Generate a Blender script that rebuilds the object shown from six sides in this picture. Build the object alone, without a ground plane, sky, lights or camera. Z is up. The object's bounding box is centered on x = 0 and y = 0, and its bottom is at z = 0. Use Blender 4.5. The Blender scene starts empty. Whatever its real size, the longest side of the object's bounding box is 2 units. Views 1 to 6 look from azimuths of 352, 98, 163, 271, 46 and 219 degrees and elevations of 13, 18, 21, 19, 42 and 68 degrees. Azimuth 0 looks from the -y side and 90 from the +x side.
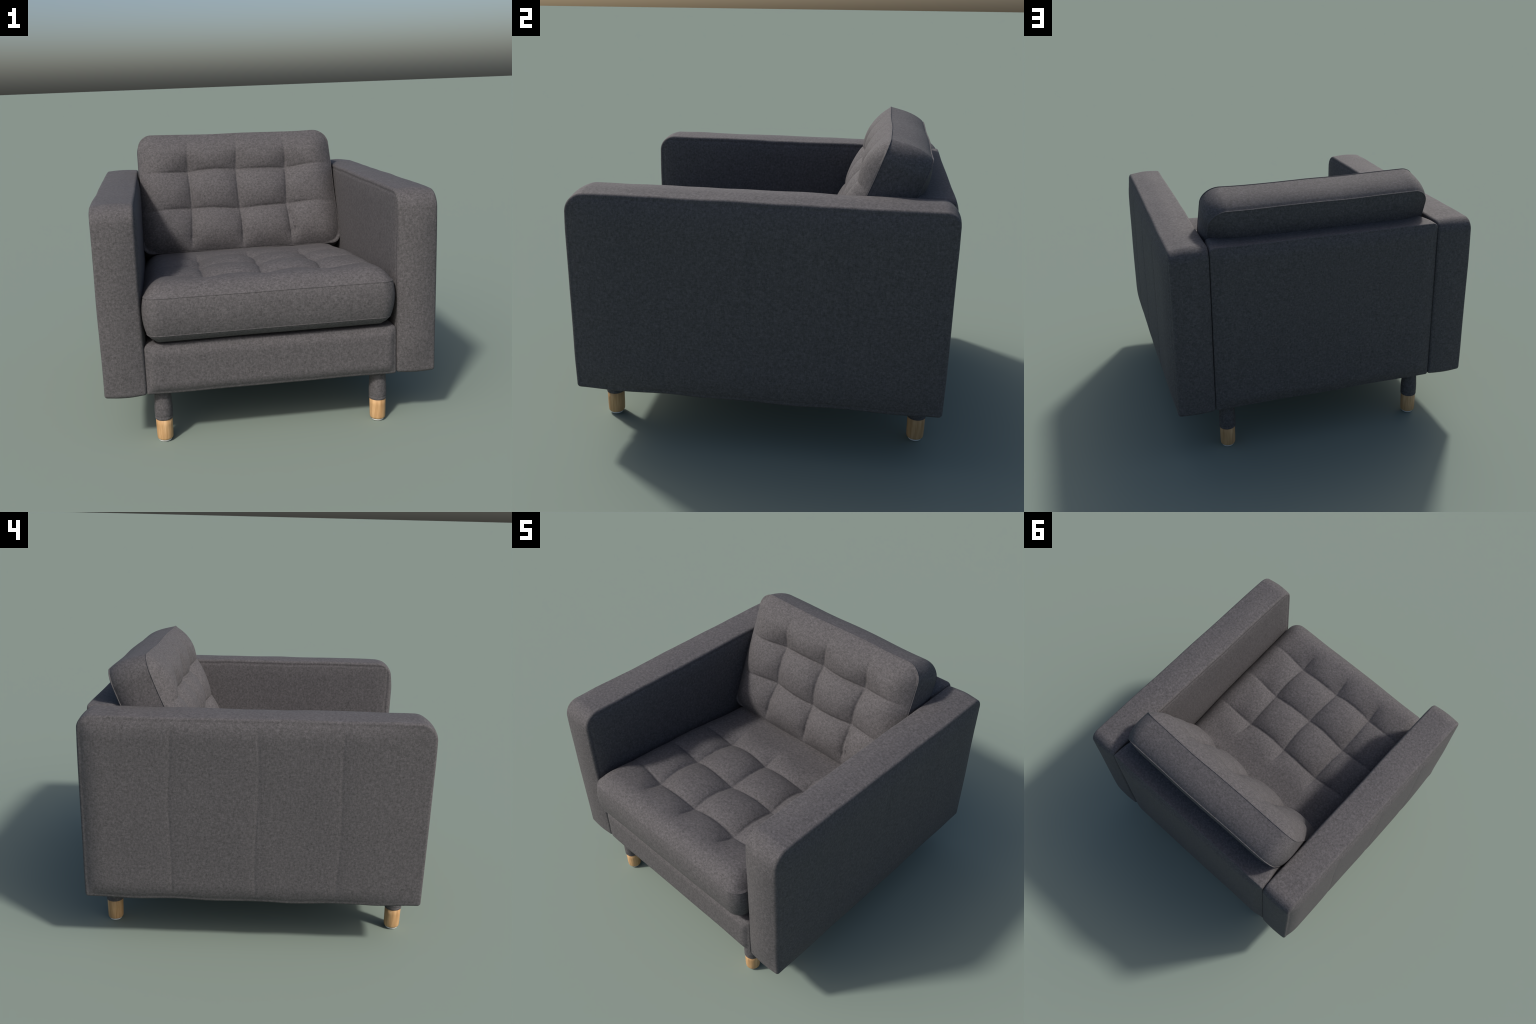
# Tufted two-tone armchair: boxy padded frame, loose button-quilted cushions, sleeved round legs.
import bpy, math
import numpy as np
from mathutils import noise, Vector

# ------------------------------------------------------------------ materials
def new_mat(name):
    m = bpy.data.materials.new(name)
    m.use_nodes = True
    nt = m.node_tree
    for n in list(nt.nodes):
        nt.nodes.remove(n)
    out = nt.nodes.new("ShaderNodeOutputMaterial")
    bsdf = nt.nodes.new("ShaderNodeBsdfPrincipled")
    nt.links.new(bsdf.outputs[0], out.inputs[0])
    return m, nt, bsdf

def tex_noise(nt, vec, scale, detail=3.0, rough=0.6, stretch=(1, 1, 1)):
    mp = nt.nodes.new("ShaderNodeMapping")
    mp.inputs["Scale"].default_value = stretch
    nt.links.new(vec, mp.inputs["Vector"])
    n = nt.nodes.new("ShaderNodeTexNoise")
    n.inputs["Scale"].default_value = scale
    n.inputs["Detail"].default_value = detail
    n.inputs["Roughness"].default_value = rough
    nt.links.new(mp.outputs[0], n.inputs["Vector"])
    return n.outputs["Fac"]

def math_node(nt, op, a, b):
    n = nt.nodes.new("ShaderNodeMath")
    n.operation = op
    for i, v in enumerate((a, b)):
        if isinstance(v, (int, float)):
            n.inputs[i].default_value = v
        else:
            nt.links.new(v, n.inputs[i])
    return n.outputs[0]

def ramp(nt, fac, stops):
    r = nt.nodes.new("ShaderNodeValToRGB")
    els = r.color_ramp.elements
    while len(els) < len(stops):
        els.new(0.5)
    for e, (p, c) in zip(els, stops):
        e.position = p
        e.color = (*c, 1)
    nt.links.new(fac, r.inputs[0])
    return r.outputs[0]

FABRIC = (0.0688, 0.0645, 0.0680)

def fabric_material(name, base=FABRIC, contrast=1.0):
    """Melange wool weave: felted blotches plus crossed slub threads."""
    m, nt, b = new_mat(name)
    tc = nt.nodes.new("ShaderNodeTexCoord").outputs["Object"]
    blot = tex_noise(nt, tc, 75, 3, 0.6)
    slub_v = tex_noise(nt, tc, 105, 2, 0.6, (2.0, 2.0, 0.55))
    slub_h = tex_noise(nt, tc, 105, 2, 0.6, (0.55, 0.55, 2.0))
    fine = tex_noise(nt, tc, 320, 2, 0.7)
    s = math_node(nt, "MULTIPLY", blot, 0.32)
    s = math_node(nt, "ADD", s, math_node(nt, "MULTIPLY", slub_v, 0.2))
    s = math_node(nt, "ADD", s, math_node(nt, "MULTIPLY", slub_h, 0.2))
    s = math_node(nt, "ADD", s, math_node(nt, "MULTIPLY", fine, 0.28))
    lo = tuple(c * (1 - 0.56 * contrast) for c in base)
    hi = tuple(c * (1 + 0.70 * contrast) for c in base)
    col = ramp(nt, s, [(0.36, lo), (0.5, base), (0.64, hi)])
    nt.links.new(col, b.inputs["Base Color"])
    b.inputs["Roughness"].default_value = 0.86
    b.inputs["Specular IOR Level"].default_value = 0.55
    bump = nt.nodes.new("ShaderNodeBump")
    bump.inputs["Strength"].default_value = 0.25
    bump.inputs["Distance"].default_value = 0.003
    nt.links.new(s, bump.inputs["Height"])
    nt.links.new(bump.outputs[0], b.inputs["Normal"])
    return m

def wood_material():
    m, nt, b = new_mat("light_wood")
    tc = nt.nodes.new("ShaderNodeTexCoord").outputs["Object"]
    grain = tex_noise(nt, tc, 26, 4, 0.6, (2.6, 2.6, 0.16))
    fibre = tex_noise(nt, tc, 120, 2, 0.6, (2.0, 2.0, 0.12))
    s = math_node(nt, "ADD", math_node(nt, "MULTIPLY", grain, 0.7), math_node(nt, "MULTIPLY", fibre, 0.3))
    col = ramp(nt, s, [(0.34, (0.36, 0.20, 0.085)), (0.5, (0.48, 0.29, 0.135)), (0.66, (0.60, 0.385, 0.20))])
    nt.links.new(col, b.inputs["Base Color"])
    b.inputs["Roughness"].default_value = 0.55
    b.inputs["Specular IOR Level"].default_value = 0.3
    return m

def glide_material():
    m, nt, b = new_mat("white_plastic")
    tc = nt.nodes.new("ShaderNodeTexCoord").outputs["Object"]
    n = tex_noise(nt, tc, 60, 2)
    nt.links.new(ramp(nt, n, [(0.3, (0.62, 0.62, 0.60)), (0.7, (0.74, 0.74, 0.72))]), b.inputs["Base Color"])
    b.inputs["Roughness"].default_value = 0.5
    return m

MAT_FABRIC = fabric_material("grey_wool_weave")
MAT_PIPING = fabric_material("grey_piping_thread", tuple(c * 1.12 for c in FABRIC), 0.8)
MAT_LINING = fabric_material("dark_underside_cloth", (0.03, 0.03, 0.032), 0.5)
MAT_WOOD = wood_material()
MAT_GLIDE = glide_material()

# ------------------------------------------------------------------ helpers
def fnoise(P, freq, seed):
    """Smooth noise in about [-1, 1] at every row of P."""
    off = Vector((seed * 7.31, seed * 3.17, seed * 5.77))
    return np.array([noise.noise(Vector(p) * freq + off) for p in P])

def smooth(x, a, b):
    t = np.clip((x - a) / (b - a), 0, 1)
    return t * t * (3 - 2 * t)

def to_mesh(name, V, F, mat, parent=None, smooth_shade=True):
    me = bpy.data.meshes.new(name)
    me.from_pydata([tuple(v) for v in V], [], [tuple(f) for f in F])
    me.materials.append(mat)
    me.update()
    if smooth_shade:
        me.polygons.foreach_set("use_smooth", [True] * len(me.polygons))
    ob = bpy.data.objects.new(name, me)
    bpy.context.scene.collection.objects.link(ob)
    ob.parent = parent
    return ob

def round_corners(a, b, ha, hb, R):
    """Map a rectangle's corner squares on quarter discs. R = (--, +-, -+, ++) radii."""
    a = a.copy(); b = b.copy()
    for (sa, sb), r in zip(((-1, -1), (1, -1), (-1, 1), (1, 1)), R):
        if r <= 1e-6:
            continue
        da = sa * a - (ha - r)
        db = sb * b - (hb - r)
        k = (da > 0) & (db > 0)
        m = np.maximum(da[k], db[k]) / np.maximum(np.hypot(da[k], db[k]), 1e-9)
        a[k] = sa * (ha - r + da[k] * m)
        b[k] = sb * (hb - r + db[k] * m)
    return a, b

def padded_block(ha, hb, R, profile, step):
    """Closed padded slab. In-plane half sizes ha, hb; profile = [(c, inset), ...] from the low
    cap's rim to the high cap's rim. Returns local coordinates (a, b, c), the faces, the index
    arrays of both caps, the cap's (u, v) and the rings' indices."""
    na = max(4, int(round(2 * ha / step)))
    nb = max(4, int(round(2 * hb / step)))
    ua = np.linspace(-1, 1, na + 1)
    ub = np.linspace(-1, 1, nb + 1)
    U, W = np.meshgrid(ua, ub, indexing="ij")
    U = U.ravel(); W = W.ravel()
    idx = np.arange((na + 1) * (nb + 1)).reshape(na + 1, nb + 1)
    per = np.concatenate([idx[:-1, 0], idx[-1, :-1], idx[:0:-1, -1], idx[0, :0:-1]])
    def layer(u, w, e):
        A = ha - e; B = hb - e
        return round_corners(u * A, w * B, A, B, [max(r - e, 0) for r in R])
    V = []; F = []
    (c0, e0), (c1, e1) = profile[0], profile[-1]
    a, b = layer(U, W, e0)
    V.append(np.stack([a, b, np.full_like(a, c0)], 1))
    a, b = layer(U, W, e1)
    V.append(np.stack([a, b, np.full_like(a, c1)], 1))
    n = len(U)
    low = np.arange(n); high = np.arange(n) + n
    q = np.stack([idx[:-1, :-1], idx[1:, :-1], idx[1:, 1:], idx[:-1, 1:]], -1).reshape(-1, 4)
    F.append(q[:, ::-1]); F.append(q + n)
    rings = [per]
    base = 2 * n
    for c, e in profile[1:-1]:
        a, b = layer(U[per], W[per], e)
        V.append(np.stack([a, b, np.full_like(a, c)], 1))
        rings.append(np.arange(len(per)) + base)
        base += len(per)
    rings.append(per + n)
    for r0, r1 in zip(rings[:-1], rings[1:]):
        F.append(np.stack([r0, np.roll(r0, -1), np.roll(r1, -1), r1], 1))
    return np.concatenate(V), np.concatenate(F), low, high, U, W, rings

def arc_profile(h, r, n=6, mid=10, bulge=0.0):
    """Straight-sided slab of half thickness h with rounded rims of radius r."""
    lowp = [(-h + r * (1 - math.cos(math.pi / 2 * i / n)), r * (1 - math.sin(math.pi / 2 * i / n))) for i in range(n + 1)]
    wall = []
    for i in range(1, mid):
        s = i / mid
        wall.append((-(h - r) + 2 * (h - r) * s, -bulge * math.sin(math.pi * s)))
    highp = [(-c, e) for c, e in lowp[::-1]]
    return lowp + wall + highp

def tube(path, radius, name, mat, parent, sides=8):
    """Closed cord along a ring of points."""
    P = np.asarray(path)
    T = np.roll(P, -1, 0) - np.roll(P, 1, 0)
    T /= np.linalg.norm(T, axis=1)[:, None]
    C = P.mean(0)
    O = P - C
    O -= (O * T).sum(1)[:, None] * T
    O /= np.linalg.norm(O, axis=1)[:, None]
    B = np.cross(T, O)
    V = []
    for k in range(sides):
        t = 2 * math.pi * k / sides
        V.append(P + radius * (math.cos(t) * O + math.sin(t) * B))
    n = len(P)
    V = np.concatenate(V)
    i = np.arange(n); j = np.roll(i, -1)
    F = []
    for k in range(sides):
        k2 = (k + 1) % sides
        F.append(np.stack([i + k * n, j + k * n, j + k2 * n, i + k2 * n], 1))
    return to_mesh(name, V, np.concatenate(F), mat, parent)

def dome(a, b, Ha, Hb, wa, wb, R, power=2.5):
    """1 in the middle of a stuffed panel, falling round to 0 at its (round-cornered) rim."""
    w = 0.5 * (np.mean(wa) + np.mean(wb))
    p = math.log(2) / -math.log(1 - 0.293 * min(R / w, 0.98))
    ta = np.clip(1 - (Ha - np.abs(a)) / wa, 0, 1)
    tb = np.clip(1 - (Hb - np.abs(b)) / wb, 0, 1)
    return 1 - np.clip((ta ** p + tb ** p) ** (1 / p), 0, 1) ** power

def groove(d, depth, width):
    return -depth * np.exp(-(d / width) ** 2)

# ------------------------------------------------------------------ the chair
chair = bpy.data.objects.new("armchair", None)
bpy.context.scene.collection.objects.link(chair)
chair["label"] = "boxy grey wool armchair with tufted cushions and wooden feet"
chair["category"] = "armchair"

# ---- armrests: side slabs, local a = y, b = z, c = x (outer side at +c)
ARM = dict(y0=-0.920, y1=0.982, z0=0.310, z1=1.382, xi=0.716, xo=0.951)

def arm_profile(h):
    """Rim of small radius on the inner side, softer on the outer side."""
    ri, ro, n, mid = 0.018, 0.017, 7, 14
    q = [math.pi / 2 * i / n for i in range(n + 1)]
    inner = [(-h + ri * (1 - math.cos(t)), ri * (1 - math.sin(t))) for t in q]
    outer = [(h - ro * (1 - math.cos(t)), ro * (1 - math.sin(t))) for t in q][::-1]
    c0, c1 = -h + ri, h - ro
    wall = [(c0 + (c1 - c0) * i / mid, -0.005 * math.sin(math.pi * i / mid)) for i in range(1, mid)]
    return inner + wall + outer

def armrest(side, seed):
    ha = (ARM["y1"] - ARM["y0"]) / 2; ya = (ARM["y1"] + ARM["y0"]) / 2
    hb = (ARM["z1"] - ARM["z0"]) / 2; zb = (ARM["z1"] + ARM["z0"]) / 2
    xi = ARM["xi"] + (0.004 if side > 0 else 0.0)
    h = (ARM["xo"] - xi) / 2; xc = (ARM["xo"] + xi) / 2
    V, F, low, high, U, W, rings = padded_block(ha, hb, (0.02, 0.02, 0.098, 0.075), arm_profile(h), 0.0065)
    a, b, c = V.T.copy()
    # the front and back bands are stuffed and swell between their seams
    cross = np.clip(1 - (c / h) ** 2, 0, 1)
    tall = smooth(hb - np.abs(b), 0.0, 0.22)
    a -= smooth(-a, ha - 0.10, ha - 0.02) * (0.022 if side > 0 else 0.010) * cross * tall
    a += smooth(a, ha - 0.10, ha - 0.02) * 0.006 * cross * tall
    ea = ha - np.abs(a); eb = hb - np.abs(b)
    edge = np.minimum(ea, eb)
    for cap, sgn, rim, swell in ((high, 1, 0.017, (0.027 if side > 0 else 0.024)), (low, -1, 0.018, 0.008 if side > 0 else 0.014)):
        e = np.clip(edge[cap] - rim, 0, None)
        ez = np.clip(eb[cap] - rim, 0, None); ey = np.clip(ea[cap] - rim, 0, None)
        ly = np.where(a[cap] < 0, 0.28 if side > 0 else 0.65, 0.22 if side > 0 else 0.12) if sgn > 0 else 0.12
        rise = lambda d, w: 1 - (1 - np.clip(d / w, 0, 1)) ** 2.4
        pad = swell * rise(ez, (0.17 if side > 0 else 0.11) if sgn > 0 else 0.12) * rise(ey, ly)
        seam = groove(e - 0.009, (0.0022 if side > 0 else 0.0008) if sgn > 0 else 0.0032, 0.006)               # side panel stitched just inside the rim
        if sgn > 0:
            for y in (0.49, 0.02, -0.435):                    # vertical joins on the outer panel
                d = a[cap] + ya - y + 0.006 * np.sin(b[cap] * 7 + y * 9)
                seam += (groove(d, 0.0020, 0.006) + groove(d, 0.0018, 0.04)) * smooth(e, 0.01, 0.08)
        c[cap] += sgn * (pad + seam)
    if side > 0:
        b -= 0.009 * smooth(c, -0.02, h) * smooth(b, 0.2, hb)
    # top sinks a little toward the back
    b -= 0.005 * smooth(a, -0.6, 0.9) * smooth(b, 0.0, hb)
    # bottom hem sags between tacks
    k = smooth(-b, hb - 0.08, hb)
    b += k * 0.003 * np.cos((a + ya - 0.02) * 2 * math.pi / 0.46)
    X = side * (xc + c); Y = ya + a; Z = zb + b
    P = np.stack([X, Y, Z], 1)
    nz = fnoise(P, 3.2, seed); nz2 = fnoise(P, 3.0, seed + 11)
    Y += 0.003 * nz2; Z += 0.004 * nz + 0.0025 * fnoise(P, 7.0, seed + 3); X += side * 0.004 * fnoise(P, 2.5, seed + 5)
    if side < 0:
        F = F[:, ::-1]
    # (a, b, c) = (y, z, x) is a right-handed order
    return to_mesh("armrest", np.stack([X, Y, Z], 1), F, MAT_FABRIC, chair)

armrest(1, 1)
armrest(-1, 2)

# ---- backrest: slab behind the cushions, local a = x, b = z, c = -y (front at +c)
def backrest():
    y0, y1, z0, z1 = 0.745, 0.976, 0.316, 1.372
    hb = (z1 - z0) / 2; zb = (z1 + z0) / 2
    h = (y1 - y0) / 2; yc = (y0 + y1) / 2
    ha = 0.7175
    V, F, low, high, U, W, rings = padded_block(ha, hb, (0.015, 0.015, 0.03, 0.03), arc_profile(h, 0.009, 6, 12, 0.0), 0.010)
    a, b, c = V.T.copy()
    e = np.minimum(ha - np.abs(a), hb - np.abs(b))[low] - 0.016
    rise = lambda d, w: 1 - (1 - np.clip(d / w, 0, 1)) ** 2.4
    c[low] -= 0.022 * rise((ha - np.abs(a))[low] - 0.012, 0.10) * rise((hb - np.abs(b))[low] - 0.012, 0.09)
    for x in (0.34, -0.06, -0.40):
        c[low] -= groove(a[low] - x, 0.0015, 0.006) * smooth(e, 0.01, 0.05)
    c += smooth(c, -h, h) * (-0.03 + 0.07 * (0.5 - b / (2 * hb)))
    # the top's front corners are drawn in, leaving wedge gaps beside the arms
    tip = smooth(b, hb - 0.10, hb - 0.01) * smooth(c, -0.06, h)
    a = a + tip * (0.040 * smooth(-a, ha - 0.12, ha) - 0.018 * smooth(a, ha - 0.12, ha))
    X = a + 0.0015; Y = yc - c; Z = zb + b
    P = np.stack([X, Y, Z], 1)
    Z += 0.005 * fnoise(P, 3.0, 21)
    Y += 0.003 * fnoise(P, 3.0, 22)
    return to_mesh("backrest", np.stack([X, Y, Z], 1), F, MAT_FABRIC, chair)
backrest()

# ---- seat frame: front rail and deck, local a = x, b = z, c = -y
def seat_frame():
    y0, y1, z0, z1 = -0.917, 0.735, 0.314, 0.606
    hb = (z1 - z0) / 2; zb = (z1 + z0) / 2
    h = (y1 - y0) / 2; yc = (y0 + y1) / 2
    ha = 0.7175
    V, F, low, high, U, W, rings = padded_block(ha, hb, (0.012, 0.012, 0.03, 0.03), arc_profile(h, 0.015, 6, 60, 0.0), 0.010)
    a, b, c = V.T.copy()
    e = np.minimum(ha - np.abs(a), hb - np.abs(b))[high] - 0.022
    rise = lambda d, w: 1 - (1 - np.clip((d - 0.015) / w, 0, 1)) ** 2.4
    c[high] += 0.021 * rise((ha - np.abs(a))[high], 0.05) * rise((hb - np.abs(b))[high], 0.06)
    X = a + 0.0015; Y = yc - c; Z = zb + b
    P = np.stack([X, Y, Z], 1)
    Z += 0.004 * fnoise(P, 3.0, 31)
    Y += 0.003 * fnoise(P, 3.0, 32)
    return to_mesh("seat_frame", np.stack([X, Y, Z], 1), F, MAT_FABRIC, chair)
seat_frame()

to_mesh("underside_lining",
        [(x, y, z) for z in (0.314, 0.322) for x, y in ((-0.69, -0.88), (0.69, -0.88), (0.69, 0.94), (-0.69, 0.94))],
        [(3, 2, 1, 0), (4, 5, 6, 7), (0, 1, 5, 4), (1, 2, 6, 5), (2, 3, 7, 6), (3, 0, 4, 7)], MAT_LINING, chair, False)

# ---- quilting shared by both cushions
def quilt(a, b, lines_a, lines_b, D, span_a, span_b):
    """Depth of the stitched grid: pillows between the lines, pulled deepest at the tufts.
    lines_a are lines of constant a; span_* = (from, to, fade) along which lines run deep."""
    # hand-pulled seams wander a little
    a, b = a + 0.007 * np.sin(9.0 * b + 5.0 * a + 1.0), b + 0.008 * np.sin(8.0 * a - 4.0 * b + 0.4)
    da = np.min([np.abs(a - l) for l in lines_a], 0)
    db = np.min([np.abs(b - l) for l in lines_b], 0)
    def fade(t, s):
        return s[3] + (1 - s[3]) * smooth(t, s[0] - s[2], s[0]) * (1 - smooth(t, s[1], s[1] + s[2]))
    fa = fade(b, span_a)          # lines of constant a fade along b
    fb = fade(a, span_b)
    soft = lambda d: (1 - np.clip(d / 0.16, 0, 1)) ** 2.8
    crease = lambda d: np.exp(-np.abs(d) / 0.008)
    r = np.hypot(da, db)
    line = 1 - (1 - soft(da) * fa) * (1 - soft(db) * fb)
    tuft = np.exp(-(r / 0.085) ** 1.3)
    cr = 1 - (1 - crease(da) * fa) * (1 - crease(db) * fb)
    return -D * (0.52 * line + 0.42 * tuft + 0.13 * cr)

# ---- seat cushion, local a = x, b = y, c = z
def seat_cushion():
    y0, y1 = -0.992, 0.70
    ha, hb = 0.711, (y1 - y0) / 2
    yc = (y0 + y1) / 2
    zb, zt = 0.672, 0.882
    prof = [(zb - 0.054, 0.095), (zb - 0.046, 0.070), (zb - 0.026, 0.042), (zb - 0.006, 0.023), (zb, 0.020), (zb + 0.003, 0.0195)]
    nwall = 18
    for i in range(1, nwall):
        s = i / nwall
        prof.append((zb + (zt - zb) * s, 0.020 * (1 - s) ** 1.8 + 0.012 * s ** 2 - 0.009 * math.sin(math.pi * s) ** 0.8))
    i_top = len(prof) + 1
    prof += [(zt - 0.003, 0.0122), (zt, 0.012), (zt + 0.004, 0.0135)]
    V, F, low, high, U, W, rings = padded_block(ha, hb, (0.10, 0.10, 0.05, 0.05), prof, 0.0065)
    a, b, c = V.T.copy()
    f = lambda u, h, w: 1 - (1 - np.clip((1 - np.abs(u)) * h / w, 0, 1)) ** 2.6
    crown = dome(a[high], b[high], ha - 0.0135, hb - 0.0135, 0.15, 0.17, 0.10, 3.1)
    A = a[high]; B = b[high] + yc
    q = quilt(A, B, (-0.35, 0, 0.35), (-0.67, -0.35, -0.038), 0.057,
              (-0.67, -0.038, 0.18, 0.06), (-0.36, 0.36, 0.30, 0.22))
    c[high] += 0.078 * crown + q * np.clip(crown * 1.2, 0, 1)
    c[high] += 0.016 * np.clip(1 - (A / 0.62) ** 2, 0, 1) * smooth(B, -0.85, -0.5) * (1 - smooth(B, 0.05, 0.4))
    c[low] -= 0.008 * f(U, ha, 0.15) * f(W, hb, 0.15)
    # cushion leans back: its top drops toward the backrest
    wgt = smooth(c, 0.60, 0.88)
    c -= 0.082 * (b + yc + 0.96) * (0.35 + 0.65 * wgt)
    c -= 0.020 * smooth(b + yc, -0.15, 0.25) * wgt
    X = a - 0.003; Y = yc + b; Z = c
    P = np.stack([X, Y, Z], 1)
    Z += 0.005 * fnoise(P, 2.6, 41); Y += 0.005 * fnoise(P, 3.4, 42); X += 0.003 * fnoise(P, 4, 43)
    V = np.stack([X, Y, Z], 1)
    ob = to_mesh("seat_cushion", V, F, MAT_FABRIC, chair)
    tube(V[rings[i_top]], 0.0016, "piping", MAT_PIPING, ob)
    tube(V[rings[4]], 0.0016, "piping", MAT_PIPING, ob)
seat_cushion()

# ---- back cushion, local a = x, b = up along its face, c = toward the sitter
def back_cushion():
    t = math.radians(22)
    top = np.array([0.0, 0.658, 1.652])                 # middle of the front top seam
    up = np.array([0, math.sin(t), math.cos(t)])
    nrm = np.array([0, -math.cos(t), math.sin(t)])
    L, th = 0.885, 0.229
    ha, hb = 0.712, L / 2
    prof = [(-th - 0.008, 0.034), (-th - 0.005, 0.026), (-th - 0.0015, 0.0175), (-th, 0.0155), (-th + 0.003, 0.0150)]
    nwall = 16
    for i in range(1, nwall):
        s = i / nwall
        prof.append((-th + th * s, 0.0155 - 0.0045 * s - 0.018 * math.sin(math.pi * s ** 0.75)))
    i_front = len(prof) + 1
    prof += [(-0.003, 0.011), (0, 0.011), (0.004, 0.013)]
    V, F, low, high, U, W, rings = padded_block(ha, hb, (0.07, 0.07, 0.11, 0.125), prof, 0.0065)
    a, b, c = V.T.copy()
    crown = dome(a[high], b[high], ha - 0.013, hb - 0.013, 0.18, np.where(W > 0, 0.24, 0.18), 0.115)
    A = a[high]; B = b[high]
    r1 = hb - 0.297; r2 = hb - 0.577
    q = quilt(A, B, (-0.352, -0.004, 0.345), (r1, r2), 0.072,
              (r2 - 0.2, r1, 0.16, 0.25), (-0.36, 0.36, 0.25, 0.35))
    # one seam folds shut where the lower right pillow slumps over it
    fold = np.exp(-np.abs(A - 0.345 - 0.035 * smooth(-B, -r2, -r2 + 0.2)) / 0.006) * smooth(-B, -r2 + 0.02, -r2 + 0.07) * (1 - smooth(-B, -r2 + 0.17, -r2 + 0.24))
    q -= 0.022 * fold
    c[high] += 0.078 * crown + q * np.clip(crown * 1.2, 0, 1)
    c[low] -= 0.045 * dome(a[low], b[low], ha - 0.034, hb - 0.034, 0.24, 0.24, 0.08, 2.2)
    a *= 1 - np.where(a > 0, 0.014, 0.006) * (b / hb)     # narrower at the top, more so at one end
    b += smooth(b, hb - 0.2, hb) * (-0.004 * np.cos(a * math.pi / 0.7) - 0.014 * smooth(a, -0.1, 0.6))
    P0 = top - up * hb
    V = P0[None, :] + a[:, None] * np.array([1.0, 0, 0]) + b[:, None] * up + c[:, None] * nrm
    V[:, 2] += 0.007 * fnoise(V, 2.8, 51)
    V[:, 1] += 0.007 * fnoise(V, 2.8, 52)
    V[:, 0] += 0.004 * fnoise(V, 3.5, 53)
    ob = to_mesh("back_cushion", V, F, MAT_FABRIC, chair)
    tube(V[rings[i_front]], 0.0025, "piping", MAT_PIPING, ob)
    tube(V[rings[3]], 0.0036, "piping", MAT_PIPING, ob)
back_cushion()

# ---- legs: fabric sleeve over a round wooden foot with a plastic glide
def lathe(name, prof, mat, parent, n=48):
    V = []; F = []
    for r, z in prof:
        for i in range(n):
            t = 2 * math.pi * i / n
            V.append((r * math.cos(t), r * math.sin(t), z))
    for k in range(len(prof) - 1):
        for i in range(n):
            j = (i + 1) % n
            F.append((k * n + i, k * n + j, (k + 1) * n + j, (k + 1) * n + i))
    F.append(tuple(range(n))[::-1])
    F.append(tuple((len(prof) - 1) * n + i for i in range(n)))
    ob = to_mesh(name, V, F, mat, parent)
    return ob

sleeve_prof = [(0.0455, 0.136), (0.0490, 0.1355), (0.0510, 0.138), (0.0516, 0.143), (0.0512, 0.152), (0.0506, 0.154),
               (0.0512, 0.156), (0.0520, 0.175), (0.0515, 0.21), (0.0495, 0.24), (0.0475, 0.28), (0.0475, 0.34)]
foot_prof = [(0.036, 0.011), (0.0415, 0.012), (0.0445, 0.016), (0.0460, 0.023), (0.0472, 0.06), (0.0476, 0.10), (0.0476, 0.150)]
glide_prof = [(0.030, 0.0), (0.0345, 0.0005), (0.0365, 0.003), (0.0370, 0.012)]
first = None
for x, y in ((-0.632, -0.825), (0.632, -0.825), (-0.632, 0.880), (0.632, 0.880)):
    if first is None:
        leg = lathe("leg", sleeve_prof, MAT_FABRIC, chair)
        foot = lathe("foot", foot_prof, MAT_WOOD, leg)
        glide = lathe("glide", glide_prof, MAT_GLIDE, leg)
        first = (leg, foot, glide)
        leg.location = (x, y, 0)
    else:
        lg = first[0].copy()
        bpy.context.scene.collection.objects.link(lg)
        lg.parent = chair
        lg.location = (x, y, 0)
        lg.rotation_euler = (0, 0, 1.3 * (x > 0) + 2.1 * (y > 0))
        for o in first[1:]:
            c = o.copy()
            bpy.context.scene.collection.objects.link(c)
            c.parent = lg
